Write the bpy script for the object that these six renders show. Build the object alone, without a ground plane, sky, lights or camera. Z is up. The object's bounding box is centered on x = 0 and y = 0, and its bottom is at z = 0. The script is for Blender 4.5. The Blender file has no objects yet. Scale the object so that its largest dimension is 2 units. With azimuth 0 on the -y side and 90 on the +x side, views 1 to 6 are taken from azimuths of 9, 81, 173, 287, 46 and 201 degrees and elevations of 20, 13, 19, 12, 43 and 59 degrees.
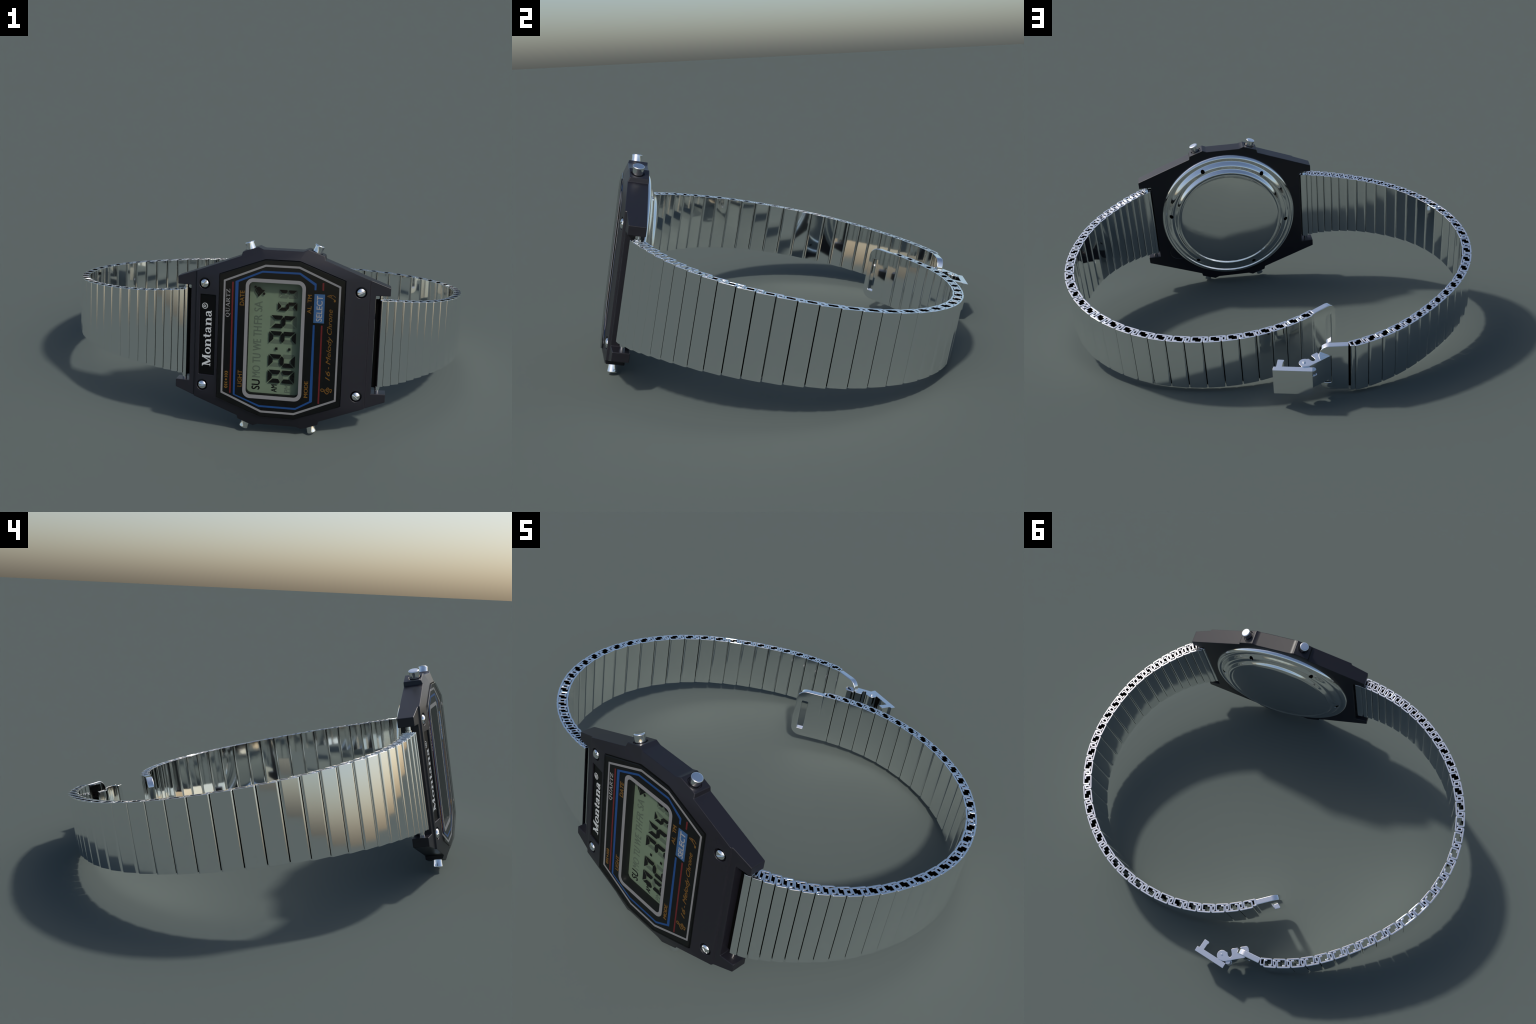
"""A digital wrist watch with an octagonal black case standing on its side,
and an open expansion bracelet of folded steel links with a hook clasp.

Watch frame: X runs across the dial (along the bracelet), Z along the case
(up), Y is depth (front of the dial at 0, case back at +0.088)."""
import bpy, bmesh, math
from math import sin, cos, pi, hypot, atan2, radians
from mathutils import Matrix, Vector

# ------------------------------------------------------------------ frame
ORIGIN = Vector((0.1501, -0.7644, 0.4406))
AX = Vector((0.99952, 0.00004, -0.03083)).normalized()
AZ = Vector((0.03010, 0.21551, 0.97604)).normalized()
AX = (AX - AZ * AX.dot(AZ)).normalized()
AY = AZ.cross(AX)
FRAME = Matrix(((AX.x, AY.x, AZ.x, ORIGIN.x), (AX.y, AY.y, AZ.y, ORIGIN.y),
                (AX.z, AY.z, AZ.z, ORIGIN.z), (0, 0, 0, 1)))

# the case leans a trace against the bracelet: left and lower side further back
CASE_TILT = Matrix(((1, 0.0095, 0, 0), (-0.0095, 1, -0.0075, 0), (0, 0.0075, 1, 0), (0, 0, 0, 1)))
base = FRAME @ CASE_TILT

root = bpy.data.objects.new("wrist_watch", None)
bpy.context.collection.objects.link(root)
root["label"] = "black octagonal digital wrist watch with steel expansion bracelet"
root["category"] = "wrist watch"


# -------------------------------------------------------------- materials
def new_mat(name):
    m = bpy.data.materials.new(name)
    m.use_nodes = True
    nt = m.node_tree
    return m, nt, nt.nodes["Principled BSDF"], nt.nodes, nt.links


def plain(name, col, rough=0.5, metal=0.0, spec=0.5, grain=0.0, grain_scale=60, bump=0.0):
    m, nt, b, N, L = new_mat(name)
    b.inputs["Base Color"].default_value = (*col, 1)
    b.inputs["Roughness"].default_value = rough
    b.inputs["Metallic"].default_value = metal
    b.inputs["Specular IOR Level"].default_value = spec
    if grain or bump:
        tc = N.new("ShaderNodeTexCoord")
        no = N.new("ShaderNodeTexNoise")
        no.inputs["Scale"].default_value = grain_scale
        no.inputs["Detail"].default_value = 5
        L.new(tc.outputs["Object"], no.inputs["Vector"])
        if grain:
            r = N.new("ShaderNodeValToRGB")
            r.color_ramp.elements[0].position = 0.3
            r.color_ramp.elements[1].position = 0.7
            r.color_ramp.elements[0].color = (*[c * (1 - grain) for c in col], 1)
            r.color_ramp.elements[1].color = (*[min(1, c * (1 + grain)) for c in col], 1)
            L.new(no.outputs["Fac"], r.inputs["Fac"])
            L.new(r.outputs["Color"], b.inputs["Base Color"])
        if bump:
            bp = N.new("ShaderNodeBump")
            bp.inputs["Strength"].default_value = bump
            bp.inputs["Distance"].default_value = 0.001
            L.new(no.outputs["Fac"], bp.inputs["Height"])
            L.new(bp.outputs["Normal"], b.inputs["Normal"])
    return m


CHROME = plain("polished_steel", (0.93, 0.935, 0.935), rough=0.05, metal=1.0)
STEEL = plain("bracelet_steel", (0.965, 0.97, 0.965), rough=0.045, metal=1.0)
BLACK = plain("black_case_plastic", (0.0096, 0.0092, 0.0136), rough=0.37, spec=0.42, grain=0.12, grain_scale=220, bump=0.12)
BLACK_BACK = BLACK
DIAL = plain("dial_black", (0.010, 0.0115, 0.0112), rough=0.45, spec=0.2)
WELL = plain("display_wall", (0.012, 0.014, 0.012), rough=0.6, spec=0.2)
GREY = plain("print_grey", (0.74, 0.74, 0.755), rough=0.5, spec=0.2)
BLUE = plain("print_blue", (0.040, 0.195, 0.66), rough=0.5, spec=0.2)
BOXBLUE = plain("print_box_blue", (0.125, 0.335, 0.74), rough=0.5, spec=0.2)
RED = plain("print_red", (0.39, 0.045, 0.050), rough=0.5, spec=0.2)
GOLD = plain("print_gold", (0.50, 0.25, 0.042), rough=0.5, spec=0.2)
PALE = plain("print_pale", (0.92, 0.93, 0.94), rough=0.5, spec=0.2)
QUARTZ_GREY = plain("print_quartz_grey", (0.84, 0.85, 0.85), rough=0.5, spec=0.2)
WHITE = plain("print_white", (0.50, 0.52, 0.52), rough=0.5, spec=0.2)
PLATE = plain("nameplate_black", (0.0016, 0.0016, 0.0016), rough=0.4, spec=0.15)
LCD = plain("lcd_green", (0.47, 0.64, 0.43), rough=0.6, spec=0.15, grain=0.03, grain_scale=30)
SEG = plain("lcd_segment", (0.013, 0.014, 0.013), rough=0.6, spec=0.1)
GHOST = plain("lcd_ghost_segment", (0.30, 0.40, 0.29), rough=0.6, spec=0.1)
SHADE_BLACK = plain("deep_black", (0.002, 0.002, 0.002), rough=0.8, spec=0.05)  # black in place of shade, for the slot bars and hole discs


def back_steel():
    """polished case back with faint concentric polishing ripples"""
    m, nt, b, N, L = new_mat("case_back_steel")
    b.inputs["Base Color"].default_value = (0.92, 0.925, 0.92, 1)
    b.inputs["Metallic"].default_value = 1
    b.inputs["Roughness"].default_value = 0.06
    tc = N.new("ShaderNodeTexCoord")
    mp = N.new("ShaderNodeMapping")
    mp.inputs["Scale"].default_value = (1.0, 1.0, 2.2)
    no = N.new("ShaderNodeTexNoise")
    no.inputs["Scale"].default_value = 13
    no.inputs["Detail"].default_value = 3
    no.inputs["Distortion"].default_value = 1.2
    bp = N.new("ShaderNodeBump")
    bp.inputs["Strength"].default_value = 0.10
    bp.inputs["Distance"].default_value = 0.004
    L.new(tc.outputs["Object"], mp.inputs["Vector"])
    L.new(mp.outputs["Vector"], no.inputs["Vector"])
    L.new(no.outputs["Fac"], bp.inputs["Height"])
    L.new(bp.outputs["Normal"], b.inputs["Normal"])
    return m


def glass_mat():
    """smoked mineral glass: half see-through, dark body, clear reflections"""
    m, nt, b, N, L = new_mat("smoked_glass")
    b.inputs["Base Color"].default_value = (0.002, 0.002, 0.002, 1)
    b.inputs["Roughness"].default_value = 0.06
    b.inputs["IOR"].default_value = 1.45
    b.inputs["Alpha"].default_value = 0.51
    return m


BACK = back_steel()
GLASS = glass_mat()


# ---------------------------------------------------------------- helpers
def add(name, mesh, mat=None, parent=None, matrix=None, smooth=None):
    if smooth is not None and not mesh.get("shaded"):
        shade(mesh, smooth)
    ob = bpy.data.objects.new(name, mesh)
    bpy.context.collection.objects.link(ob)
    if mat is not None:
        mesh.materials.clear()
        mesh.materials.append(mat)
    ob.parent = parent or root
    if parent is not None:
        ob.matrix_parent_inverse = parent.matrix_world.inverted()
    ob.matrix_world = base @ matrix if matrix is not None else base
    return ob


def shade(mesh, angle):
    """smooth below the angle; big flat faces keep their own normal"""
    bm = bmesh.new()
    bm.from_mesh(mesh)
    for f in bm.faces:
        f.smooth = True
    for e in bm.edges:
        e.smooth = len(e.link_faces) == 2 and e.calc_face_angle(0) < radians(angle)
    bm.normal_update()
    normals = []
    for f in bm.faces:
        for lp in f.loops:
            # faces reachable round the vertex without crossing a sharp edge
            seen, todo = {f}, [f]
            while todo:
                g = todo.pop()
                for e in g.edges:
                    if lp.vert in e.verts and e.smooth:
                        for h in e.link_faces:
                            if h not in seen:
                                seen.add(h)
                                todo.append(h)
            n = Vector((0, 0, 0))
            big = max(g.calc_area() for g in seen)
            for g in seen:
                n += g.normal * (g.calc_area() / big) ** 1.5
            normals.append(n.normalized() if n.length > 1e-9 else f.normal.copy())
    bm.to_mesh(mesh)
    bm.free()
    mesh.normals_split_custom_set(normals)
    mesh["shaded"] = True


def bake(ob):
    """evaluated mesh of a helper object; the helper is removed"""
    bpy.context.view_layer.update()
    dg = bpy.context.evaluated_depsgraph_get()
    me = bpy.data.meshes.new_from_object(ob.evaluated_get(dg))
    old = ob.data
    bpy.data.objects.remove(ob)
    return me


def helper(data):
    ob = bpy.data.objects.new("helper", data)
    bpy.context.collection.objects.link(ob)
    return ob


def transform(me, fn):
    for v in me.vertices:
        v.co = fn(v.co)
    me.update()
    return me


def weld(me, d=1e-5):
    bm = bmesh.new()
    bm.from_mesh(me)
    bmesh.ops.remove_doubles(bm, verts=bm.verts, dist=d)
    bmesh.ops.recalc_face_normals(bm, faces=bm.faces)
    bm.to_mesh(me)
    bm.free()
    return me


def slab(polys, c0, c1, bevel=0.0, seg=2):
    """closed outlines (holes allowed) in a,b extruded from c0 to c1"""
    cu = bpy.data.curves.new("outline", "CURVE")
    cu.dimensions = "2D"
    cu.fill_mode = "BOTH"
    for p in polys:
        sp = cu.splines.new("POLY")
        sp.points.add(len(p) - 1)
        for q, (a, b) in zip(sp.points, p):
            q.co = (a, b, 0, 1)
        sp.use_cyclic_u = True
    cu.extrude = max((c1 - c0) / 2 - bevel, 1e-6)
    if bevel:
        cu.bevel_depth = bevel
        cu.bevel_resolution = seg
        cu.offset = -bevel
    me = bake(helper(cu))
    bpy.data.curves.remove(cu)
    transform(me, lambda v: Vector((v.x, v.y, v.z + (c0 + c1) / 2)))
    return weld(me)


def face_slab(polys, y_front, y_back, bevel=0.0, seg=2):
    """slab drawn on the dial: a = X, b = Z, front towards -Y"""
    me = slab(polys, -y_back, -y_front, bevel, seg)
    return transform(me, lambda v: Vector((v.x, -v.z, v.y)))


def merge(meshes):
    bm = bmesh.new()
    for m in meshes:
        bm.from_mesh(m)
    me = bpy.data.meshes.new("merged")
    bm.to_mesh(me)
    bm.free()
    return me


def arc(cx, cy, r, a0, a1, n=8, ry=None):
    ry = r if ry is None else ry
    return [(cx + r * cos(radians(a0 + (a1 - a0) * i / n)), cy + ry * sin(radians(a0 + (a1 - a0) * i / n)))
            for i in range(n + 1)]


def round_rect(x0, x1, z0, z1, r, n=8):
    return (arc(x1 - r, z1 - r, r, 0, 90, n) + arc(x0 + r, z1 - r, r, 90, 180, n)
            + arc(x0 + r, z0 + r, r, 180, 270, n) + arc(x1 - r, z0 + r, r, 270, 360, n))


def circle(cx, cz, r, n=32):
    return arc(cx, cz, r, 0, 360 * (n - 1) / n, n - 1)


def catmull(pts, n=6):
    out = []
    P = [pts[0]] + list(pts) + [pts[-1]]
    for i in range(1, len(P) - 2):
        for k in range(n):
            t = k / n
            out.append(tuple(0.5 * (2 * b + (c - a) * t + (2 * a - 5 * b + 4 * c - d) * t * t
                                    + (3 * b - a - 3 * c + d) * t ** 3)
                             for a, b, c, d in zip(P[i - 1], P[i], P[i + 1], P[i + 2])))
    out.append(tuple(pts[-1]))
    return out


def ribbon(pts, widths):
    """outline of a pen stroke along pts; widths = one value or one per point"""
    n = len(pts)
    if not isinstance(widths, (list, tuple)):
        widths = [widths] * n
    left, right = [], []
    for i in range(n):
        a, b = pts[max(i - 1, 0)], pts[min(i + 1, n - 1)]
        dx, dy = b[0] - a[0], b[1] - a[1]
        l = hypot(dx, dy) or 1
        nx, ny = -dy / l, dx / l
        k = 1.0
        if 0 < i < n - 1:
            ex, ey = pts[i][0] - a[0], pts[i][1] - a[1]
            el = hypot(ex, ey) or 1
            c = abs((-ey / el) * nx + (ex / el) * ny)
            k = 1 / max(c, 0.5)
        w = widths[i] / 2 * k
        left.append((pts[i][0] + nx * w, pts[i][1] + ny * w))
        right.append((pts[i][0] - nx * w, pts[i][1] - ny * w))
    return left + right[::-1]


def marks(outlines, y_front, thick=0.0008):
    """several flat printed shapes; each a hair higher than the last"""
    return merge([face_slab([o] if not isinstance(o[0], list) else o, y_front - 0.00004 * (i % 9), y_front + thick)
                  for i, o in enumerate(outlines)])


def text_mesh(body, z0, z1, x_top, x_base, y_front, thick=0.0008, shear=0.0, weight=0.0, ref=None):
    """a word that runs up the dial (+Z), letter tops towards -X, fitted to a box"""
    cu = bpy.data.curves.new("word", "FONT")
    cu.body = body
    cu.size = 1
    cu.shear = shear
    cu.offset = weight
    cu.resolution_u = 4
    cu.extrude = 0.5
    me = bake(helper(cu))
    bpy.data.curves.remove(cu)
    xs = [v.co.x for v in me.vertices]
    ys = [v.co.y for v in me.vertices]
    a0, a1 = min(xs), max(xs)
    b0, b1 = (min(ys), max(ys)) if ref is None else ref
    def fn(v):
        z = z0 + (v.x - a0) / (a1 - a0) * (z1 - z0)
        x = x_base + (v.y - b0) / (b1 - b0) * (x_top - x_base)
        return Vector((x, y_front if v.z > 0 else y_front + thick, z))
    return transform(me, fn)


def bold(me, d):
    """fatten a word sideways with two shifted copies, each a hair higher"""
    out = [me]
    for k, sgn in enumerate((1, -1)):
        c = me.copy()
        out.append(transform(c, lambda v: Vector((v.x, v.y - 0.00003 * (k + 1), v.z + sgn * d))))
    return merge(out)


def cyl(r, h, n=32, bevel=0.0, seg=3):
    """cylinder along +Z from 0 to h"""
    me = slab([circle(0, 0, r, n)], 0, h, bevel, seg)
    return me


def lathe(profile, n=96):
    """profile (r, h) revolved about +Z, closed at the axis"""
    bm = bmesh.new()
    rings = []
    for r, h in profile:
        if r < 1e-6:
            rings.append([bm.verts.new((0, 0, h))])
        else:
            rings.append([bm.verts.new((r * cos(2 * pi * i / n), r * sin(2 * pi * i / n), h)) for i in range(n)])
    for A, B in zip(rings[:-1], rings[1:]):
        for i in range(n):
            j = (i + 1) % n
            if len(A) == 1:
                bm.faces.new((A[0], B[i], B[j]))
            elif len(B) == 1:
                bm.faces.new((A[i], B[0], A[j]))
            else:
                bm.faces.new((A[i], B[i], B[j], A[j]))
    bmesh.ops.recalc_face_normals(bm, faces=bm.faces)
    me = bpy.data.meshes.new("lathe")
    bm.to_mesh(me)
    bm.free()
    return me


def axis_matrix(origin, z_dir, x_hint=Vector((0, 0, 1))):
    z = Vector(z_dir).normalized()
    x = (x_hint - z * x_hint.dot(z)).normalized()
    y = z.cross(x)
    return Matrix(((x.x, y.x, z.x, origin[0]), (x.y, y.y, z.y, origin[1]),
                   (x.z, y.z, z.z, origin[2]), (0, 0, 0, 1)))


def boolean(me, cutters):
    """me minus the cutter meshes"""
    ob = helper(me)
    tmp = []
    for c in cutters:
        co = helper(c)
        md = ob.modifiers.new("cut", "BOOLEAN")
        md.object = co
        md.operation = "DIFFERENCE"
        md.solver = "EXACT"
        tmp.append(co)
    res = bake(ob)
    for t in tmp:
        bpy.data.objects.remove(t)
    return res


def bevelled(me, width, seg=2, angle=30, clamp=True):
    ob = helper(me)
    md = ob.modifiers.new("round", "BEVEL")
    md.width = width
    md.segments = seg
    md.limit_method = "ANGLE"
    md.angle_limit = radians(angle)
    md.use_clamp_overlap = clamp
    md.harden_normals = False
    return bake(ob)


# ------------------------------------------------------------------- case
BACK_Y = 0.0915
GLASS_EDGE = [(0.077, 0.359), (0.280, 0.284)]


def tilt_plate(me):
    """lay a shape parallel to the sloping facet that carries the nameplate"""
    return transform(me, lambda v: Vector((v.x, v.y + (-v.x - 0.33) * 0.1415, v.z)))


def build_case():
    # quarter outline, top centre to lug end: (X, Z, front Y)
    quarter = [(0.088, 0.400, 0.0115), (0.111, 0.4095, 0.0145), (0.183, 0.384, 0.018),
               (0.1865, 0.3665, 0.0115), (0.386, 0.2905, 0.010)]
    step = (0.3885, 0.2896, 0.0170)
    lug = [(0.476, 0.2575, 0.0262), (0.476, 0.2215, 0.0262), (0.412, 0.2215, 0.0195)]
    bm = bmesh.new()
    cache = {}

    def v(x, y, z):
        k = (round(x, 6), round(y, 6), round(z, 6))
        if k not in cache:
            cache[k] = bm.verts.new((x, y, z))
        return cache[k]

    def face(pts):
        try:
            bm.faces.new([v(*p) for p in pts])
        except ValueError:
            pass

    def P(p, sx, sz, y=None):
        return (sx * p[0], p[2] if y is None else y, sz * p[1])

    rim, floor = -0.005, 0.066
    for sz in (1, -1):
        g = [(s * x, z) for s, (x, z) in ((-1, GLASS_EDGE[1]), (-1, GLASS_EDGE[0]), (1, GLASS_EDGE[0]), (1, GLASS_EDGE[1]))]
        # middle top facet
        face([(g[1][0], rim, sz * g[1][1]), (g[2][0], rim, sz * g[2][1]), P(quarter[0], 1, sz), P(quarter[0], -1, sz)])
        face([P(quarter[0], 1, sz), P(quarter[0], -1, sz), P(quarter[0], -1, sz, BACK_Y), P(quarter[0], 1, sz, BACK_Y)])
        for sx in (1, -1):
            a, b = GLASS_EDGE
            # slanted front facet with the button platform
            face([(sx * a[0], rim, sz * a[1]), P(quarter[0], sx, sz), P(quarter[1], sx, sz)])
            face([(sx * a[0], rim, sz * a[1]), P(quarter[1], sx, sz), P(quarter[2], sx, sz), P(quarter[3], sx, sz)])
            face([(sx * a[0], rim, sz * a[1]), P(quarter[3], sx, sz), P(quarter[4], sx, sz), (sx * b[0], rim, sz * b[1])])
            # side walls
            for p, q in zip(quarter[:3], quarter[1:4]):
                face([P(p, sx, sz), P(q, sx, sz), P(q, sx, sz, BACK_Y), P(p, sx, sz, BACK_Y)])
            face([P(quarter[3], sx, sz), P(quarter[4], sx, sz), P(step, sx, sz), P(lug[0], sx, sz),
                  P(lug[0], sx, sz, BACK_Y), P(quarter[3], sx, sz, BACK_Y)])
            face([P(lug[0], sx, sz), P(lug[1], sx, sz), P(lug[1], sx, sz, BACK_Y), P(lug[0], sx, sz, BACK_Y)])
            face([P(lug[1], sx, sz), P(lug[2], sx, sz), P(lug[2], sx, sz, BACK_Y), P(lug[1], sx, sz, BACK_Y)])
    for sx in (1, -1):
        b = GLASS_EDGE[1]
        face([(sx * b[0], rim, b[1]), P(quarter[4], sx, 1), P(quarter[4], sx, -1), (sx * b[0], rim, -b[1])])
        face([P(quarter[4], sx, 1), P(quarter[4], sx, -1), P(step, sx, -1), P(step, sx, 1)])
        face([P(step, sx, 1), P(lug[0], sx, 1), P(lug[1], sx, 1), P(lug[2], sx, 1),
              P(lug[2], sx, -1), P(lug[1], sx, -1), P(lug[0], sx, -1), P(step, sx, -1)])
        face([P(lug[2], sx, 1), P(lug[2], sx, -1), P(lug[2], sx, -1, BACK_Y), P(lug[2], sx, 1, BACK_Y)])
    # well for the dial
    octa = [(0.077, 0.359), (0.28, 0.284), (0.28, -0.284), (0.077, -0.359),
            (-0.077, -0.359), (-0.28, -0.284), (-0.28, 0.284), (-0.077, 0.359)]
    for p, q in zip(octa, octa[1:] + octa[:1]):
        face([(p[0], rim, p[1]), (q[0], rim, q[1]), (q[0], floor, q[1]), (p[0], floor, p[1])])
    face([(p[0], floor, p[1]) for p in octa])
    # back
    loop = []
    for sx, sz in ((1, 1), (1, -1), (-1, -1), (-1, 1)):
        seq = quarter[:4] + lug
        seq = seq if sx == sz else seq[::-1]
        loop += [P(p, sx, sz, BACK_Y) for p in seq]
    face(loop)
    bmesh.ops.recalc_face_normals(bm, faces=bm.faces)
    me = bpy.data.meshes.new("case")
    bm.to_mesh(me)
    bm.free()

    cut = []
    for sx in (1, -1):
        for sz in (1, -1):
            c = cyl(0.0248, 0.05, 40)
            c.transform(axis_matrix((sx * 0.348, 0.0245, sz * 0.234), (0, -1, 0)))
            cut.append(c)
            b = cyl(0.0265, 0.05, 40)
            d = Vector((sx * 0.334, 0, sz * 0.943))
            b.transform(axis_matrix(Vector((sx * 0.147, 0.047, sz * 0.3968)) - d * 0.007, d))
            cut.append(b)
    cut.append(tilt_plate(face_slab([round_rect(-0.3668, -0.2946, -0.1845, 0.1842, 0.003, 3)], -0.05, 0.0118)))
    me = boolean(me, cut)
    me = bevelled(me, 0.0026, 3, 24, clamp=False)
    return me


case = add("case", build_case(), BLACK, smooth=34)

# raised round boss on the back, half hidden by the steel cover
boss = lathe([(0.0, 0.006), (0.040, 0.006), (0.044, 0.004), (0.046, 0.0055), (0.049, 0.0045), (0.050, -0.002)], 48)
add("back_boss", boss, BLACK, parent=case, matrix=axis_matrix((0.306, BACK_Y, -0.2), (0, 1, 0)), smooth=40)


# ------------------------------------------------------------ steel cover
HOLE_ANGLE = 82.0          # measured from the case axis


def build_back():
    prof = [(0.0, 0.0545), (0.05, 0.0543), (0.10, 0.0536), (0.15, 0.0525), (0.20, 0.0509), (0.24, 0.0493), (0.258, 0.0484), (0.266, 0.0477),
            (0.271, 0.0470), (0.275, 0.0457), (0.2785, 0.0470), (0.2815, 0.0491), (0.2845, 0.0500), (0.288, 0.0492), (0.292, 0.0460), (0.297, 0.0402), (0.301, 0.0362),
            (0.304, 0.0346), (0.309, 0.0329), (0.315, 0.0326), (0.320, 0.0313), (0.325, 0.0285), (0.331, 0.0238), (0.337, 0.0184), (0.341, 0.0152),
            (0.344, 0.0140), (0.3465, 0.0145), (0.349, 0.0161), (0.3515, 0.0177), (0.3545, 0.0185), (0.358, 0.0183), (0.363, 0.0164), (0.368, 0.0126),
            (0.372, 0.0075), (0.3745, 0.001), (0.375, -0.006), (0.375, -0.012), (0.0, -0.012)]
    me = lathe(prof, 128)
    cut = []
    for k in range(6):
        a = radians(HOLE_ANGLE - 60 * k)
        c = cyl(0.0112, 0.05, 20)
        c.transform(Matrix.Translation((0.3225 * cos(a), 0.3225 * sin(a), 0.008)))
        cut.append(c)
    return boolean(me, cut)


back = add("case_back", build_back(), BACK, matrix=axis_matrix((0, BACK_Y, 0), (0, 1, 0)), smooth=35)
plug = cyl(0.0108, 0.004, 16)
for k in range(6):
    a = radians(HOLE_ANGLE - 60 * k)
    m = axis_matrix((0, BACK_Y, 0), (0, 1, 0)) @ Matrix.Translation((0.3225 * cos(a), 0.3225 * sin(a), 0.010))
    add("hole_shade_disc", plug, SHADE_BLACK, parent=back, matrix=m)  # black disc added inside each bored hole to darken its floor


# ---------------------------------------------------------- buttons, screws
def build_button():
    prof = [(0.0, 0.0335), (0.016, 0.0335), (0.0200, 0.0330), (0.0222, 0.0315), (0.0228, 0.0290), (0.0222, 0.0250),
            (0.0216, 0.0150), (0.0218, 0.0040), (0.0222, -0.006), (0.0, -0.006)]
    return lathe(prof, 48)


btn = build_button()
for sx in (1, -1):
    for sz in (1, -1):
        d = Vector((sx * 0.334, 0, sz * 0.943))
        add("button", btn, CHROME, matrix=axis_matrix(Vector((sx * 0.147, 0.047, sz * 0.3968)), d), smooth=50)


def build_screw():
    n = 8
    prof = [(0.0, 0.011)] + [(0.0196 * sin(radians(90 * k / n)), 0.001 + 0.010 * cos(radians(90 * k / n)))
                             for k in range(1, n + 1)] + [(0.0196, -0.012), (0.0, -0.012)]
    me = lathe(prof, 48)
    slot = slab([[(-0.03, -0.0028), (0.03, -0.0028), (0.03, 0.0028), (-0.03, 0.0028)]], 0.0055, 0.03)
    return bevelled(boolean(me, [slot]), 0.0006, 1, 40)


scr = build_screw()
tilt = Vector((0.142, -0.99, 0))
for (sx, sz, ang) in ((-1, 1, 52), (1, 1, 27), (1, -1, -42), (-1, -1, 8)):
    m = axis_matrix((sx * 0.348, 0.0095, sz * 0.234), (sx * 0.14, -0.99, 0), Vector((1, 0, 0)))
    add("screw", scr, CHROME, matrix=m @ Matrix.Rotation(radians(ang), 4, "Z"), smooth=40)

# nameplate in its recess
name_y = 0.0078
plate = add("nameplate", tilt_plate(face_slab([round_rect(-0.3660, -0.2954, -0.1837, 0.1834, 0.003, 3)], name_y, 0.0114, 0.0006, 1)),
            PLATE, smooth=30)

# ---------------------------------------------------------- serif lettering
TH, TN, SR = 0.19, 0.075, 0.06


def serif(x, y, w=0.34):
    return ([(x - w / 2, y), (x + w / 2, y)], SR)


def ring_glyph(cx, cy, rx, ry, thick, thin, n=24):
    out = [(cx + rx * cos(2 * pi * i / n), cy + ry * sin(2 * pi * i / n)) for i in range(n)]
    inn = [(cx + (rx - thick) * cos(2 * pi * i / n), cy + (ry - thin) * sin(2 * pi * i / n)) for i in range(n)]
    return [out, inn]


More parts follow.
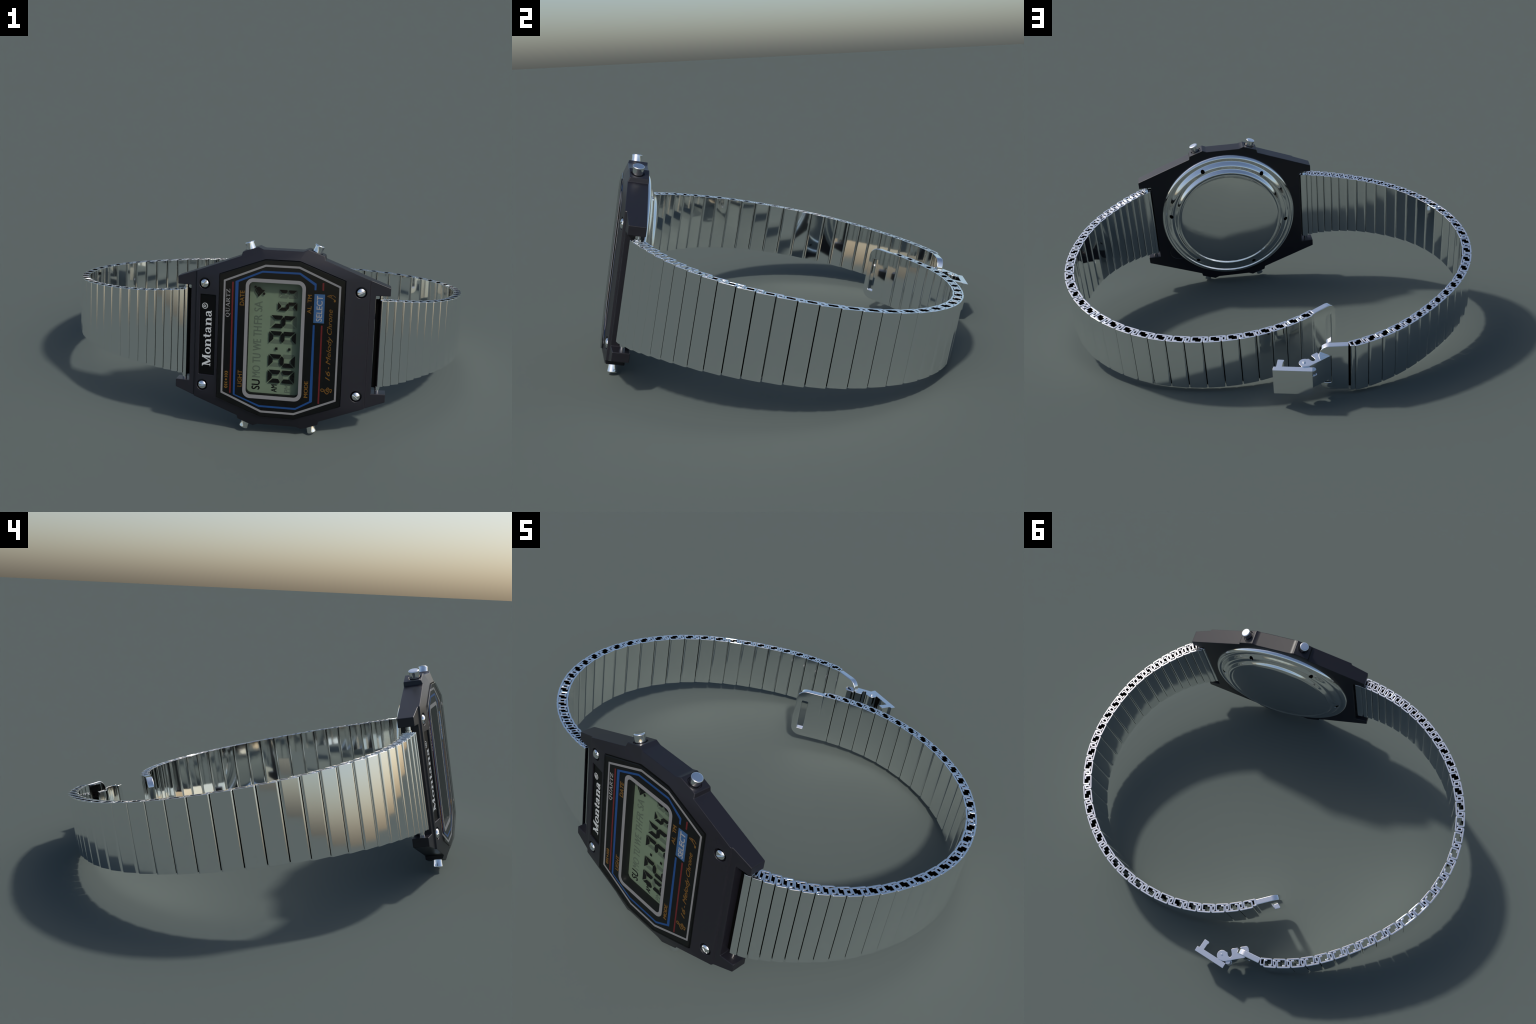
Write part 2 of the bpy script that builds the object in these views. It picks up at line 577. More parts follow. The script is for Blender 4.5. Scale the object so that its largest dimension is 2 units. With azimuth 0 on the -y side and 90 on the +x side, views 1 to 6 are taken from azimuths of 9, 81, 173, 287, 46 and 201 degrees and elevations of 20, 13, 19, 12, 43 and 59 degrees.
XH = 0.66
GLYPH = {
    "M": (1.16, [([(0.18, 0.03), (0.18, 0.97)], TN), ([(0.16, 0.97), (0.56, 0.02)], TH), ([(0.56, 0.02), (0.92, 0.97)], TN),
                 ([(0.94, 0.03), (0.94, 0.97)], TH), serif(0.18, 0.03, 0.30), serif(0.94, 0.03, 0.36),
                 serif(0.12, 0.97, 0.24), serif(0.98, 0.97, 0.26)]),
    "o": (0.70, [ring_glyph(0.35, XH / 2, 0.32, XH / 2 + 0.02, 0.15, 0.07)]),
    "n": (0.84, [([(0.20, 0.03), (0.20, XH - 0.03)], TH), serif(0.20, 0.03, 0.36), serif(0.12, XH - 0.03, 0.22),
                 (catmull([(0.26, 0.45), (0.36, 0.60), (0.50, 0.63), (0.62, 0.52), (0.64, 0.36)]), [0.05] * 8 + [0.09] * 6 + [0.16] * 6 + [0.18] * 5),
                 ([(0.64, 0.40), (0.64, 0.03)], TH), serif(0.64, 0.03, 0.34)]),
    "t": (0.48, [([(0.22, 0.90), (0.22, 0.16)], TH * 0.9), ([(0.02, XH - 0.03), (0.42, XH - 0.03)], SR),
                 (catmull([(0.22, 0.22), (0.24, 0.08), (0.32, 0.03), (0.44, 0.09)]), 0.08)]),
    "a": (0.70, [(catmull([(0.10, 0.50), (0.18, 0.61), (0.32, 0.64), (0.44, 0.57), (0.46, 0.44)]), [0.10] * 8 + [0.08] * 6 + [0.14] * 11),
                 ([(0.46, 0.46), (0.46, 0.10)], TH * 0.9), (catmull([(0.46, 0.14), (0.52, 0.04), (0.62, 0.05)]), 0.07),
                 (catmull([(0.44, 0.38), (0.22, 0.32), (0.10, 0.19), (0.18, 0.05), (0.32, 0.05), (0.44, 0.14)]), [0.06] * 6 + [0.12] * 12 + [0.08] * 13)]),
    "Q": (1.02, [ring_glyph(0.46, 0.5, 0.42, 0.51, 0.15, 0.06), (catmull([(0.46, 0.02), (0.62, -0.14), (0.86, -0.20)]), [0.12] * 7 + [0.07] * 6)]),
    "U": (0.98, [([(0.22, 0.97), (0.22, 0.30)], TH * 0.85), (catmull([(0.22, 0.34), (0.28, 0.08), (0.50, 0.02), (0.70, 0.10), (0.76, 0.34)]), [0.15] * 6 + [0.08] * 19),
                 ([(0.76, 0.30), (0.76, 0.97)], TN), serif(0.22, 0.97, 0.4), serif(0.76, 0.97, 0.3)]),
    "A": (0.98, [([(0.16, 0.02), (0.48, 1.0)], TN), ([(0.47, 1.0), (0.82, 0.02)], TH * 0.9), ([(0.28, 0.34), (0.70, 0.34)], SR),
                 serif(0.16, 0.03, 0.28), serif(0.82, 0.03, 0.32)]),
    "R": (0.96, [([(0.22, 0.03), (0.22, 0.97)], TH * 0.85), serif(0.22, 0.03, 0.36), ([(0.06, 0.96), (0.50, 0.96)], SR),
                 (catmull([(0.46, 0.96), (0.66, 0.90), (0.70, 0.72), (0.60, 0.54), (0.40, 0.50), (0.24, 0.50)]), [0.06] * 6 + [0.15] * 12 + [0.06] * 13),
                 ([(0.44, 0.50), (0.84, 0.03)], TH * 0.85), serif(0.86, 0.03, 0.18)]),
    "T": (0.90, [([(0.45, 0.03), (0.45, 0.97)], TH * 0.85), serif(0.45, 0.03, 0.36), ([(0.06, 0.96), (0.84, 0.96)], SR),
                 ([(0.08, 0.96), (0.06, 0.74)], SR), ([(0.82, 0.96), (0.84, 0.74)], SR)]),
    "Z": (0.86, [([(0.10, 0.96), (0.74, 0.96)], SR), ([(0.70, 0.97), (0.12, 0.03)], TH * 0.85), ([(0.08, 0.03), (0.78, 0.03)], SR),
                 ([(0.11, 0.96), (0.08, 0.78)], SR), ([(0.76, 0.03), (0.80, 0.24)], SR)]),
}


def serif_word(word, z0, z1, x_top, x_base, y_front, grow=1.0):
    total = sum(GLYPH[c][0] for c in word)
    k = (z1 - z0) / total
    h = x_base - x_top
    pen, shapes = 0.0, []

    def put(p):
        return (x_base - p[1] * h, z0 + (pen + p[0]) * k)
    for ch in word:
        adv, strokes = GLYPH[ch]
        for s in strokes:
            if isinstance(s, list):
                shapes.append([[put(p) for p in poly] for poly in s])
            else:
                pts, w = s
                w = [q * grow for q in w] if isinstance(w, list) else w * grow
                if isinstance(w, list):
                    w = [w[min(int(i * len(w) / len(pts)), len(w) - 1)] for i in range(len(pts))]
                shapes.append([put(p) for p in ribbon(pts, w)])
        pen += adv
    return marks(shapes, y_front)


add("lettering", tilt_plate(serif_word("Montana", -0.1465, 0.1150, -0.3520, -0.3130, name_y - 0.0007, 1.0)), WHITE, parent=plate)
reg = marks([[circle(-0.3450, 0.1313, 0.0137, 28), circle(-0.3450, 0.1313, 0.0112, 28)],
             ribbon([(-0.3385, 0.1265), (-0.3515, 0.1265)], 0.0024),
             ribbon(catmull([(-0.3510, 0.1265), (-0.3512, 0.1330), (-0.3480, 0.1358), (-0.3452, 0.1330), (-0.3452, 0.1265)], 4), 0.0020),
             ribbon([(-0.3452, 0.1310), (-0.3385, 0.1362)], 0.0022)], name_y - 0.0007)
add("registered_mark", tilt_plate(reg), WHITE, parent=plate)

# ------------------------------------------------------------------- dial
PRINT_Y = -0.0018                     # printed surface
ZC = -0.0025                          # the print sits a touch low


def octagon(xo, zo, xi, zi, dz=ZC):
    return [(xi, zo + dz), (xo, zi + dz), (xo, -zi + dz), (xi, -zo + dz),
            (-xi, -zo + dz), (-xo, -zi + dz), (-xo, zi + dz), (-xi, zo + dz)]


WIN = dict(x0=-0.1462, x1=0.0912, z0=-0.2600, z1=0.2552)
window = round_rect(WIN["x0"], WIN["x1"], WIN["z0"], WIN["z1"], 0.021)
dial = add("dial", face_slab([octagon(0.2785, 0.3575, 0.0765, 0.2832, 0), window], PRINT_Y + 0.0006, 0.056), DIAL)


def dial_print(name, mesh, mat):
    return add(name, mesh, mat, parent=dial)


dial_print("outline_line", face_slab([octagon(0.2605, 0.3375, 0.0755, 0.2590), octagon(0.2525, 0.3285, 0.0735, 0.2535)],
                                     PRINT_Y, PRINT_Y + 0.001), GREY)
frame_out = round_rect(-0.1612, 0.1063, -0.2768, 0.2712, 0.034)
dial_print("display_frame", face_slab([frame_out, window], PRINT_Y - 0.0002, PRINT_Y + 0.001), GREY)

# blue line, open where the select box sits
dial_print("blue_line", marks([
    ribbon([(0.1482, 0.2345), (0.1482, 0.2588), (0.0780, 0.3040), (-0.0880, 0.3030), (-0.2008, 0.2524),
            (-0.1998, -0.2656), (-0.0835, -0.3108), (0.0812, -0.3112), (0.1487, -0.2716), (0.1480, 0.0778)], 0.0082)], PRINT_Y), BLUE)
dial_print("red_line", marks([ribbon([(-0.2192, 0.2500), (-0.2174, -0.2600)], 0.0068),
                              ribbon([(0.1820, 0.2685), (0.1824, 0.2344)], 0.0068),
                              ribbon([(0.1832, 0.0778), (0.1838, -0.2785)], 0.0068)], PRINT_Y), RED)
box = dial_print("select_box", marks([[(0.1452, 0.0885), (0.1918, 0.0885), (0.1914, 0.2176), (0.1452, 0.2172)]], PRINT_Y), BOXBLUE)
add("lettering", text_mesh("SELECT", 0.0955, 0.2105, 0.1563, 0.1826, PRINT_Y - 0.0008, weight=0.014), PALE, parent=dial)
add("lettering", text_mesh("LIGHT", -0.2275, -0.1508, -0.1848, -0.1653, PRINT_Y, weight=0.009), GOLD, parent=dial)
add("lettering", text_mesh("DATE", 0.1460, 0.2130, -0.1858, -0.1660, PRINT_Y, weight=0.009), GOLD, parent=dial)
add("lettering", bold(text_mesh("MODE", -0.2550, -0.1797, 0.1172, 0.1339, PRINT_Y), 0.0006), GOLD, parent=dial)
add("lettering", text_mesh("AL", 0.1280, 0.1625, 0.1163, 0.1340, PRINT_Y, weight=0.009), GOLD, parent=dial)
add("lettering", bold(text_mesh("TM", 0.1785, 0.2120, 0.1163, 0.1338, PRINT_Y), 0.0006), GOLD, parent=dial)
add("lettering", serif_word("QUARTZ", 0.0885, 0.2180, -0.2478, -0.2310, PRINT_Y, 0.95), QUARTZ_GREY, parent=dial)


def italic(word, z0, z1, top, base, ref):
    return add("lettering", text_mesh(word, z0, z1, top, base, PRINT_Y, shear=0.32, weight=-0.004, ref=ref), GOLD, parent=dial)


italic("16", -0.1690, -0.1255, 0.2086, 0.2290, (0.0, 0.70))
italic("-", -0.1170, -0.1065, 0.2086, 0.2290, (0.0, 0.70))
italic("Melody", -0.0960, 0.0310, 0.2072, 0.2285, (0.0, 0.72))
italic("Chrone", 0.0392, 0.1525, 0.2060, 0.2278, (0.0, 0.72))

clef = catmull([(0.2235, -0.2187), (0.2174, -0.2165), (0.2171, -0.2086), (0.2218, -0.2021), (0.2276, -0.2061), (0.2290, -0.2180),
                (0.2215, -0.2302), (0.2137, -0.2273), (0.2073, -0.2182), (0.2018, -0.2098), (0.1950, -0.2090), (0.1918, -0.2141),
                (0.1955, -0.2200), (0.2023, -0.2194), (0.2085, -0.2135), (0.2170, -0.2110), (0.2280, -0.2105), (0.2382, -0.2085),
                (0.2398, -0.2140), (0.2370, -0.2200)], 5)
dial_print("treble_clef", marks([ribbon(clef, 0.0030), circle(0.2362, -0.2206, 0.0033, 14), circle(0.2225, -0.2180, 0.0024, 12)], PRINT_Y), GOLD)
dial_print("music_note", marks([arc(0.2350, 0.1915, 0.0042, 0, 345, 15, 0.0056),
                                ribbon([(0.2332, 0.1965), (0.2198, 0.2045), (0.2014, 0.2108)], 0.0018),
                                ribbon(catmull([(0.2020, 0.2105), (0.2100, 0.2150), (0.2190, 0.2165), (0.2290, 0.2145), (0.2381, 0.2073)], 4), 0.0018),
                                ribbon(catmull([(0.2080, 0.2085), (0.2130, 0.2125), (0.2180, 0.2130), (0.2210, 0.2075)], 4), 0.0018)], PRINT_Y), GOLD)
sig = [circle(-0.2372, -0.1988, 0.0048, 18)]
for s in (1, -1):
    for k in range(3):
        zc = -0.1988 + s * (0.0135 + 0.0108 * k)
        hw = 0.0062 + 0.0008 * k
        sig.append(ribbon(catmull([(-0.2372 - hw, zc - s * 0.0035), (-0.2372, zc + s * 0.0025), (-0.2372 + hw, zc - s * 0.0035)], 5),
                          [0.0022] * 2 + [0.0052] * 7 + [0.0022] * 2))
dial_print("signal_mark", marks(sig, PRINT_Y), GOLD)

# ---------------------------------------------------------------- display
LCD_Y, SEG_Y = 0.0365, 0.0296
lcd = add("display", face_slab([round_rect(WIN["x0"] - 0.002, WIN["x1"] + 0.002, WIN["z0"] - 0.002, WIN["z1"] + 0.002, 0.022)],
                               LCD_Y, 0.046), LCD, parent=dial)


def digit(zc, w, x_top, x_bot, t, lit):
    """seven segment digit read up the dial; returns (lit, ghost) outlines"""
    g = t * 0.12
    h = w / 2
    xm = (x_top + x_bot) / 2
    L, R = zc - h, zc + h
    m = t * 0.5
    seg = {
        "a": [(x_top, L + g), (x_top, R - g), (x_top + t, R - t - g), (x_top + t, L + t + g)],
        "d": [(x_bot, L + g), (x_bot, R - g), (x_bot - t, R - t - g), (x_bot - t, L + t + g)],
        "g": [(xm, L + g + m * 0.4), (xm - m, L + t * .9), (xm - m, R - t * .9), (xm, R - g - m * 0.4), (xm + m, R - t * .9), (xm + m, L + t * .9)],
    }
    for key, z, s in (("f", L, 1), ("b", R, -1)):
        seg[key] = [(x_top + g * 1.6, z), (x_top + t + g * 1.6, z + s * t), (xm - m - g, z + s * t), (xm - g * 1.4, z + s * m * .6), (xm - g * 2.6, z)]
    for key, z, s in (("e", L, 1), ("c", R, -1)):
        seg[key] = [(x_bot - g * 1.6, z), (x_bot - t - g * 1.6, z + s * t), (xm + m + g, z + s * t), (xm + g * 1.4, z + s * m * .6), (xm + g * 2.6, z)]
    on = [seg[k] for k in "abcdefg" if k in lit]
    off = [seg[k] for k in "abcdefg" if k not in lit]
    return on, off


NUMERAL = {"0": "abcdef", "1": "bc", "2": "abged", "3": "abgcd", "4": "fgbc", "5": "afgcd"}
ghosts = []
for ch, zc, w, xt, t in (("0", -0.1772, 0.0600, -0.0530, 0.0195), ("2", -0.1040, 0.0590, -0.0515, 0.0195),
                         ("3", 0.0030, 0.0575, -0.0520, 0.0190), ("4", 0.0758, 0.0570, -0.0490, 0.0190),
                         ("5", 0.1470, 0.0395, -0.0180, 0.0145), ("1", 0.2022, 0.0380, -0.0165, 0.0142)):
    on, off = digit(zc, w, xt, 0.0685, t, NUMERAL[ch])
    for o in on:
        add("segment", face_slab([o], SEG_Y, SEG_Y + 0.0012), SEG, parent=lcd)
    ghosts += off
for x in (-0.0178, 0.0412):
    add("segment", face_slab([[(x - .0055, -0.0537), (x + .0055, -0.0537), (x + .0055, -0.0425), (x - .0055, -0.0425)]],
                             SEG_Y, SEG_Y + 0.0012), SEG, parent=lcd)
gh = add("ghost_segment", marks(ghosts, LCD_Y - 0.0006), GHOST, parent=lcd)
TX = LCD_Y - 0.0006
add("lettering", text_mesh("SU", -0.2462, -0.1990, -0.1252, -0.0872, TX, weight=0.018), SEG, parent=lcd)
for w, z0, z1 in (("MO", -0.1880, -0.1340), ("TU", -0.1215, -0.0780), ("WE", -0.0648, -0.0118),
                  ("TH", 0.0020, 0.0472), ("FR", 0.0580, 0.1015), ("SA", 0.1155, 0.1630)):
    add("lettering", bold(text_mesh(w, z0, z1, -0.1240, -0.0875, TX), 0.0009), GHOST, parent=lcd)
add("lettering", bold(text_mesh("AM", -0.2515, -0.2175, -0.0350, -0.0095, TX), 0.0007), SEG, parent=lcd)
add("lettering", bold(text_mesh("PM", -0.2500, -0.2140, 0.0255, 0.0498, TX), 0.0004), GHOST, parent=lcd)
bell_body = catmull([(-0.1079, 0.1830), (-0.1109, 0.1941), (-0.1195, 0.2050), (-0.1225, 0.2150), (-0.1165, 0.2245), (-0.1071, 0.2292),
                     (-0.0985, 0.2255), (-0.0911, 0.2175), (-0.0785, 0.2143)], 4)
glint = ribbon(catmull([(-0.1175, 0.2195), (-0.1146, 0.2085), (-0.1050, 0.1958)], 4), [0.0012, 0.0032, 0.0038, 0.0038, 0.0036, 0.0036, 0.0032, 0.0028, 0.0022])
bell = merge([face_slab([bell_body, glint], SEG_Y, SEG_Y + 0.0012), face_slab([circle(-0.1217, 0.2280, 0.0052, 16)], SEG_Y - 0.00005, SEG_Y + 0.0011),
              face_slab([circle(-0.0822, 0.1990, 0.0058, 16)], SEG_Y - 0.0001, SEG_Y + 0.0010)])
add("bell_symbol", bell, SEG, parent=lcd)

# ------------------------------------------------------------------ glass
def build_glass():
    rings = [(0.0, -0.0022), (0.0, -0.0098), (0.0020, -0.0115)]
    base = [(0.077, 0.359), (0.280, 0.284)]
    bm = bmesh.new()
    loops = []
    for ins, y in rings:
        o = octagon(0.2780 - ins, 0.3570 - ins, 0.0762 - ins * 0.2, 0.2828 - ins * 0.5, 0)
        loops.append([bm.verts.new((x, y, z)) for x, z in o])
    for A, B in zip(loops[:-1], loops[1:]):
        for i in range(8):
            j = (i + 1) % 8
            bm.faces.new((A[i], A[j], B[j], B[i]))
    bm.faces.new(loops[-1])
    bmesh.ops.recalc_face_normals(bm, faces=bm.faces)
    me = bpy.data.meshes.new("glass")
    bm.to_mesh(me)
    bm.free()
    return me


add("glass", build_glass(), GLASS)

# --------------------------------------------------------------- bracelet
base = FRAME
# outer corner line of the links at the upper edge: hinge k -> (X, Y)
RIGHT = [(0.4370, 0.0330), (0.4650, 0.0435), (0.4990, 0.0630), (0.5360, 0.0880), (0.5715, 0.1155), (0.6060, 0.1465), (0.6410, 0.1815),
         (0.6770, 0.2225), (0.7120, 0.2685), (0.7455, 0.3215), (0.7745, 0.3810), (0.7990, 0.4445), (0.8190, 0.5125), (0.8350, 0.5840),
         (0.8440, 0.6590), (0.8455, 0.7350), (0.8385, 0.8120), (0.8210, 0.8900), (0.7940, 0.9670), (0.7580, 1.0425), (0.7130, 1.1135),
         (0.6600, 1.1790), (0.6000, 1.2390), (0.5340, 1.2910), (0.4630, 1.3340), (0.3870, 1.3690), (0.3090, 1.3955), (0.2300, 1.4135),
         (0.1510, 1.4230), (0.0740, 1.4240), (-0.0005, 1.4165), (-0.0710, 1.4015), (-0.1375, 1.3795), (-0.2020, 1.3530), (-0.2650, 1.3185)]
LEFT = [(-0.4430, 0.0300), (-0.4700, 0.0305), (-0.5020, 0.0345), (-0.5410, 0.0420), (-0.5825, 0.0520), (-0.6260, 0.0640), (-0.6725, 0.0810),
        (-0.7220, 0.1035), (-0.7730, 0.1310), (-0.8250, 0.1650), (-0.8760, 0.2050), (-0.9270, 0.2520), (-0.9750, 0.3040), (-1.0190, 0.3630),
        (-1.0580, 0.4290), (-1.0905, 0.5005), (-1.1160, 0.5760), (-1.1325, 0.6560), (-1.1395, 0.7390), (-1.1365, 0.8230), (-1.1230, 0.9050),
        (-1.1000, 0.9860), (-1.0685, 1.0640), (-1.0280, 1.1360), (-0.9820, 1.2010), (-0.9310, 1.2600), (-0.8780, 1.3120), (-0.8230, 1.3600),
        (-0.7680, 1.4035), (-0.7110, 1.4440), (-0.6520, 1.4810), (-0.5900, 1.5135), (-0.5250, 1.5400), (-0.4600, 1.5600), (-0.3970, 1.5740)]
# upper and lower edge of the links, hinge number -> Z
EDGES_RIGHT = ([(0, 0.1988), (2, 0.1948), (4, 0.1858), (6, 0.1768), (8, 0.1698), (10, 0.1628), (12, 0.1568), (14, 0.1528), (16, 0.1478),
                (18, 0.1438), (20, 0.1408), (24, 0.1368), (35, 0.1328)],
               [(0, -0.192), (2, -0.188), (4, -0.178), (6, -0.168), (8, -0.160), (10, -0.153), (12, -0.146), (16, -0.132), (18, -0.127),
                (22, -0.119), (26, -0.114), (35, -0.112)])
EDGES_LEFT = ([(0, 0.199), (1, 0.196), (3, 0.188), (5, 0.1785), (7, 0.1705), (10, 0.161), (12, 0.154), (14, 0.148), (16, 0.144), (18, 0.140),
               (20, 0.138), (26, 0.137), (35, 0.135)],
              [(0, -0.192), (1, -0.188), (3, -0.180), (5, -0.172), (7, -0.165), (10, -0.155), (12, -0.147), (14, -0.139), (16, -0.133),
               (18, -0.128), (20, -0.124), (24, -0.114), (27, -0.107), (35, -0.1035)])
THICK = [(0, 0.058), (4, 0.053), (8, 0.0470), (12, 0.0438), (35, 0.0435)]


def table(tab, x):
    for (x0, y0), (x1, y1) in zip(tab[:-1], tab[1:]):
        if x <= x1:
            return y0 + (y1 - y0) * (x - x0) / (x1 - x0)
    return tab[-1][1]


PITCH0, THICK0, HALF0 = 0.075, 0.0445, 0.15


def fillet(pts, r, n=4):
    out = [pts[0]]
    for a, b, c in zip(pts[:-2], pts[1:-1], pts[2:]):
        u = Vector((a[0] - b[0], a[1] - b[1])).normalized()
        w = Vector((c[0] - b[0], c[1] - b[1])).normalized()
        B = Vector(b)
        for k in range(n + 1):
            t = k / n
            q = (B + u * r) * (1 - t) ** 2 + B * 2 * t * (1 - t) + (B + w * r) * t * t
            out.append((q.x, q.y))
    out.append(pts[-1])
    return out


def build_link(PITCH0):
    """folded C strip: a = along the bracelet, b = outwards, c = width"""
    s = 0.0072 if PITCH0 > 0.06 else 0.0062
    hp, T = PITCH0 * 0.4825 - s / 2, THICK0
    top, deep, lip = T / 2 - s / 2, -T / 2 + 0.25 * T, PITCH0 * (0.215 if PITCH0 > 0.06 else 0.25)
    path = [(-hp + lip, deep), (-hp, deep), (-hp, top), (hp, top), (hp, deep), (hp - lip, deep)]
    path = fillet(path, 0.0055, 5)
    outline = ribbon(path, s)
    me = slab([outline], -HALF0, HALF0, 0.0009, 2)
    return me


link_meshes = {}
for unit in (0.048, PITCH0):                     # packed links by the case, longer ones beyond
    link_meshes[unit] = build_link(unit)
    link_meshes[unit].materials.append(STEEL)
    shade(link_meshes[unit], 34)


def place_link(name, mid, along, outward, p, t, hw, zc, flip):
    ax = Vector((along[0], along[1], 0)).normalized()
    oy = Vector((-ax.y, ax.x, 0))
    if oy.dot(Vector((outward[0], outward[1], 0))) < 0:
        ax = -ax
        oy = -oy
    if flip:
        ax, oy = -ax, -oy
    unit = 0.048 if p < 0.060 else PITCH0
    link_mesh = link_meshes[unit]
    m = Matrix(((ax.x * p / unit, oy.x * t / THICK0, 0, mid[0]), (ax.y * p / unit, oy.y * t / THICK0, 0, mid[1]),
                (0, 0, hw / HALF0, zc), (0, 0, 0, 1)))
    ob = bpy.data.objects.new(name, link_mesh)
    bpy.context.collection.objects.link(ob)
    ob.parent = root
    ob.matrix_world = FRAME @ m


# the widest part of each half lies a little further out
RIGHT = [(x + 0.0030 * max(0.0, 1 - abs(y - 0.72) / 0.6), y) for x, y in RIGHT]
LEFT = [(x - 0.0012 * max(0.0, 1 - abs(y - 0.76) / 0.6), y) for x, y in LEFT]
CENTRE = (-0.14, 0.75)


OUT_RIGHT = [(0, 0.002), (14, 0.002), (17, 0.0035), (19, 0.0050), (24, 0.0060), (28, 0.0035), (35, 0.0015)]
OUT_LEFT = [(0, 0.002), (12, 0.002), (20, 0.0022), (23, 0.0012), (26, 0.0), (29, 0.0006), (35, 0.0012)]
INNER_LAG = [(0, 0.47), (8, 0.41), (16, 0.31), (35, 0.31)]


def strap(joints, edges, out_by):
    n = len(joints) - 1
    mids, dirs, outs, ps = [], [], [], []

    def span(k):
        hi, lo = table(edges[0], k + 0.5), table(edges[1], k + 0.5) - 0.0005
        return (hi - lo) / 2, (hi + lo) / 2
    for k in range(n):
        a, b = joints[k], joints[k + 1]
        d = Vector((b[0] - a[0], b[1] - a[1]))
        o = Vector((-d.y, d.x)).normalized()
        if o.dot(Vector((a[0] - CENTRE[0], a[1] - CENTRE[1]))) < 0:
            o = -o
        t = table(THICK, k)
        m = Vector(((a[0] + b[0]) / 2, (a[1] + b[1]) / 2)) - o * (t / 2 - table(out_by, k))
        mids.append(m); dirs.append(d); outs.append(o); ps.append(d.length)
        place_link("outer_link", m, d, o, d.length, t, *span(k), False)
    for k in range(n):
        f = table(INNER_LAG, k)
        if k < n - 1:
            m = mids[k].lerp(mids[k + 1], f)
            d = dirs[k].lerp(dirs[k + 1], f)
            o = outs[k].lerp(outs[k + 1], f).normalized()
            p = (mids[k + 1] - mids[k]).length
        else:
            m = mids[k] + dirs[k] * f * 0.95
            d, o = dirs[k], outs[k]
            p = ps[k] * 0.95
        place_link("inner_link", m, d, o, p, table(THICK, k), span(k + f)[0] - 0.0008, span(k + f)[1], True)


strap(RIGHT, EDGES_RIGHT, OUT_RIGHT)
strap(LEFT, EDGES_LEFT, OUT_LEFT)

# spring bars between the lugs
bar = lathe([(0.0, 0.221), (0.010, 0.221), (0.010, 0.206), (0.0125, 0.205), (0.0125, -0.205), (0.010, -0.206), (0.010, -0.221), (0.0, -0.221)], 24)
for x, y in ((0.4385, 0.0600), (-0.4395, 0.0600)):
    add("spring_bar", bar, CHROME, matrix=Matrix.Translation((x, y, 0)), smooth=40)
# folded end pieces that wrap the spring bars, and an added black bar standing in for the dark of the slot
wrap = slab([round_rect(-0.0200, 0.0200, -0.0120, 0.0120, 0.0100, 8)], -0.196, 0.199, 0.0016, 2)
shade_bar = slab([round_rect(-0.0095, 0.0095, -0.0055, 0.0055, 0.0030, 4)], -0.199, 0.201, 0.0012, 2)
for s_ in (1, -1):
    add("end_wrap", wrap, STEEL, matrix=Matrix.Translation((s_ * 0.4350, 0.0725, 0)), smooth=50)
    add("slot_shade_bar", shade_bar, SHADE_BLACK, matrix=Matrix.Translation((s_ * 0.4232, 0.0545, 0)), smooth=50)


# ------------------------------------------------------------------ clasp
def end_plate(start, end, thick, z0, z1, s0, s1):
    """rounded end plate with an upright slot"""
    s, e = Vector(start), Vector(end)
    L = (e - s).length
    r = 0.046
    out = [(0, z0)] + arc(L - r, z0 + r, r, -90, 0, 8) + arc(L - r, z1 - r, r, 0, 90, 8) + [(0, z1)]
    slot = round_rect(0.074, 0.1035, s0, s1, 0.003, 3)
    me = slab([out, slot], -thick / 2, thick / 2, 0.0036, 3)
    d = (e - s).normalized()
    n = Vector((d.y, -d.x))
    return transform(me, lambda v: Vector((s.x + d.x * v.x + n.x * v.z, s.y + d.y * v.x + n.y * v.z, v.y)))


add("end_plate", end_plate((-0.2600, 1.2945), (-0.3735, 1.2268), 0.028, -0.1165, 0.1305, -0.076, 0.078), STEEL, smooth=34)
add("end_plate", end_plate((-0.3715, 1.5500), (-0.2478, 1.5318), 0.0285, -0.1005, 0.1335, -0.060, 0.084), STEEL, smooth=34)

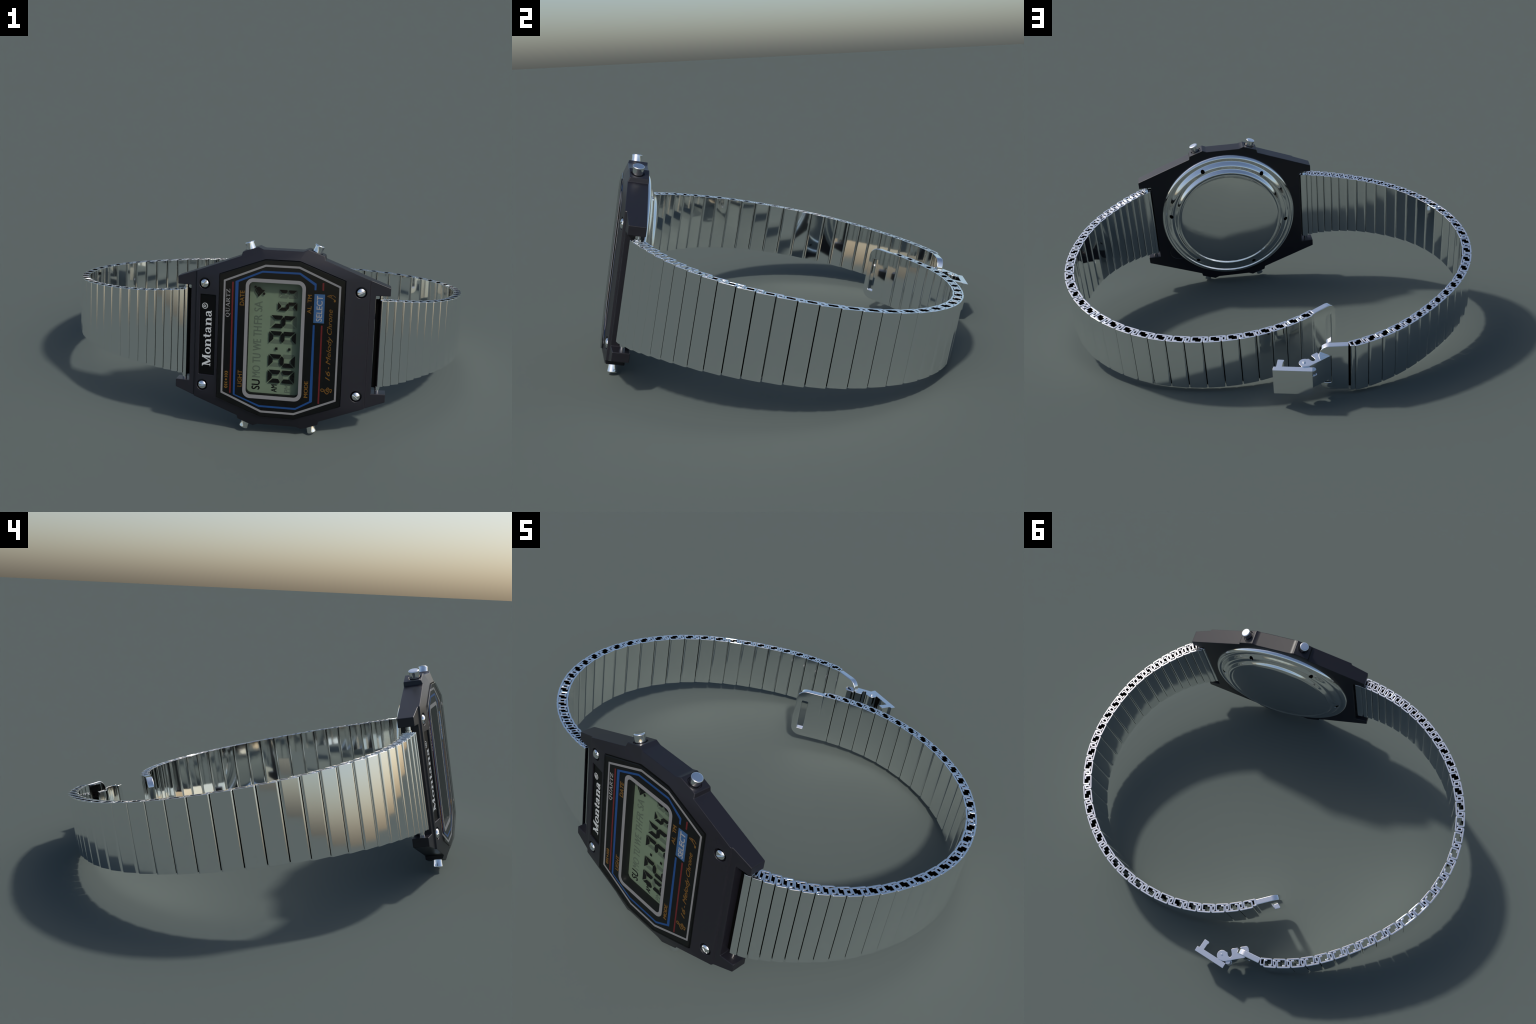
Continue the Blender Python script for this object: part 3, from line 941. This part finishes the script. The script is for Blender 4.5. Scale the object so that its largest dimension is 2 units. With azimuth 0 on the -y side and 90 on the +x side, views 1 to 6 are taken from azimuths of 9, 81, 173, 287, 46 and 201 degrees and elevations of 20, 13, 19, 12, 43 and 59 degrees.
hook_round = arc(-0.1805, 1.5760, 0.0255, 80, -120, 12)
hook_outline = ([(-0.2930, 1.5540), (-0.2000, 1.6010)] + hook_round +
                [(-0.2010, 1.5540), (-0.2085, 1.5670), (-0.2130, 1.5720), (-0.2190, 1.5735), (-0.2240, 1.5705), (-0.2260, 1.5640),
                 (-0.2250, 1.5570), (-0.2155, 1.5400), (-0.2150, 1.5350), (-0.2185, 1.5310),
                 (-0.2420, 1.5195), (-0.2520, 1.5380), (-0.2780, 1.5440)])
hook = slab([hook_outline], -0.0400, 0.0855, 0.0016, 2)
tongue = slab([[(-0.2490, 1.5420), (-0.2960, 1.5480), (-0.3080, 1.5360), (-0.2990, 1.5160), (-0.2900, 1.5035), (-0.2810, 1.5000), (-0.2550, 1.5125)]],
              -0.0570, 0.0815, 0.0014, 2)
lip_in = slab([[(-0.3010, 1.5200), (-0.2955, 1.5080), (-0.2890, 1.5010), (-0.2805, 1.4995), (-0.2560, 1.5115), (-0.2590, 1.5170), (-0.2800, 1.5120)]],
              -0.0400, 0.0852, 0.0012, 2)
hook_ob = add("clasp_hook", merge([hook, tongue, lip_in]), STEEL, smooth=34)
pin = cyl(0.0062, 0.136, 20, 0.001, 2)
add("clasp_pin", pin, CHROME, parent=hook_ob, matrix=Matrix.Translation((-0.179, 1.574, -0.045)), smooth=50)

flap_outline = [(-0.0420, 1.5922), (-0.0485, 1.5690), (-0.0520, 1.5685), (-0.0585, 1.5712), (-0.0610, 1.5680), (-0.0725, 1.5290), (-0.0755, 1.5270),
                (-0.0960, 1.5330), (-0.0995, 1.5360), (-0.0985, 1.5410), (-0.0930, 1.5490), (-0.0845, 1.5755), (-0.2086, 1.6072), (-0.2022, 1.6334)]
add("clasp_flap", slab([flap_outline], -0.0450, 0.0805, 0.0014, 2), STEEL, smooth=34)

# small lugs of the hinge between hook and flap
lug_a = slab([[(-0.2010, 1.5960), (-0.2240, 1.5880), (-0.2240, 1.6020), (-0.2120, 1.6080), (-0.2030, 1.6080)]], 0.040, 0.060, 0.0012, 2)
lug_b = slab([[(-0.2010, 1.5960), (-0.2270, 1.5870), (-0.2270, 1.6010), (-0.2120, 1.6090), (-0.2030, 1.6090)]], 0.000, 0.033, 0.0012, 2)
add("hinge_lug", merge([lug_a, lug_b]), CHROME, parent=hook_ob, smooth=34)

bpy.context.view_layer.update()
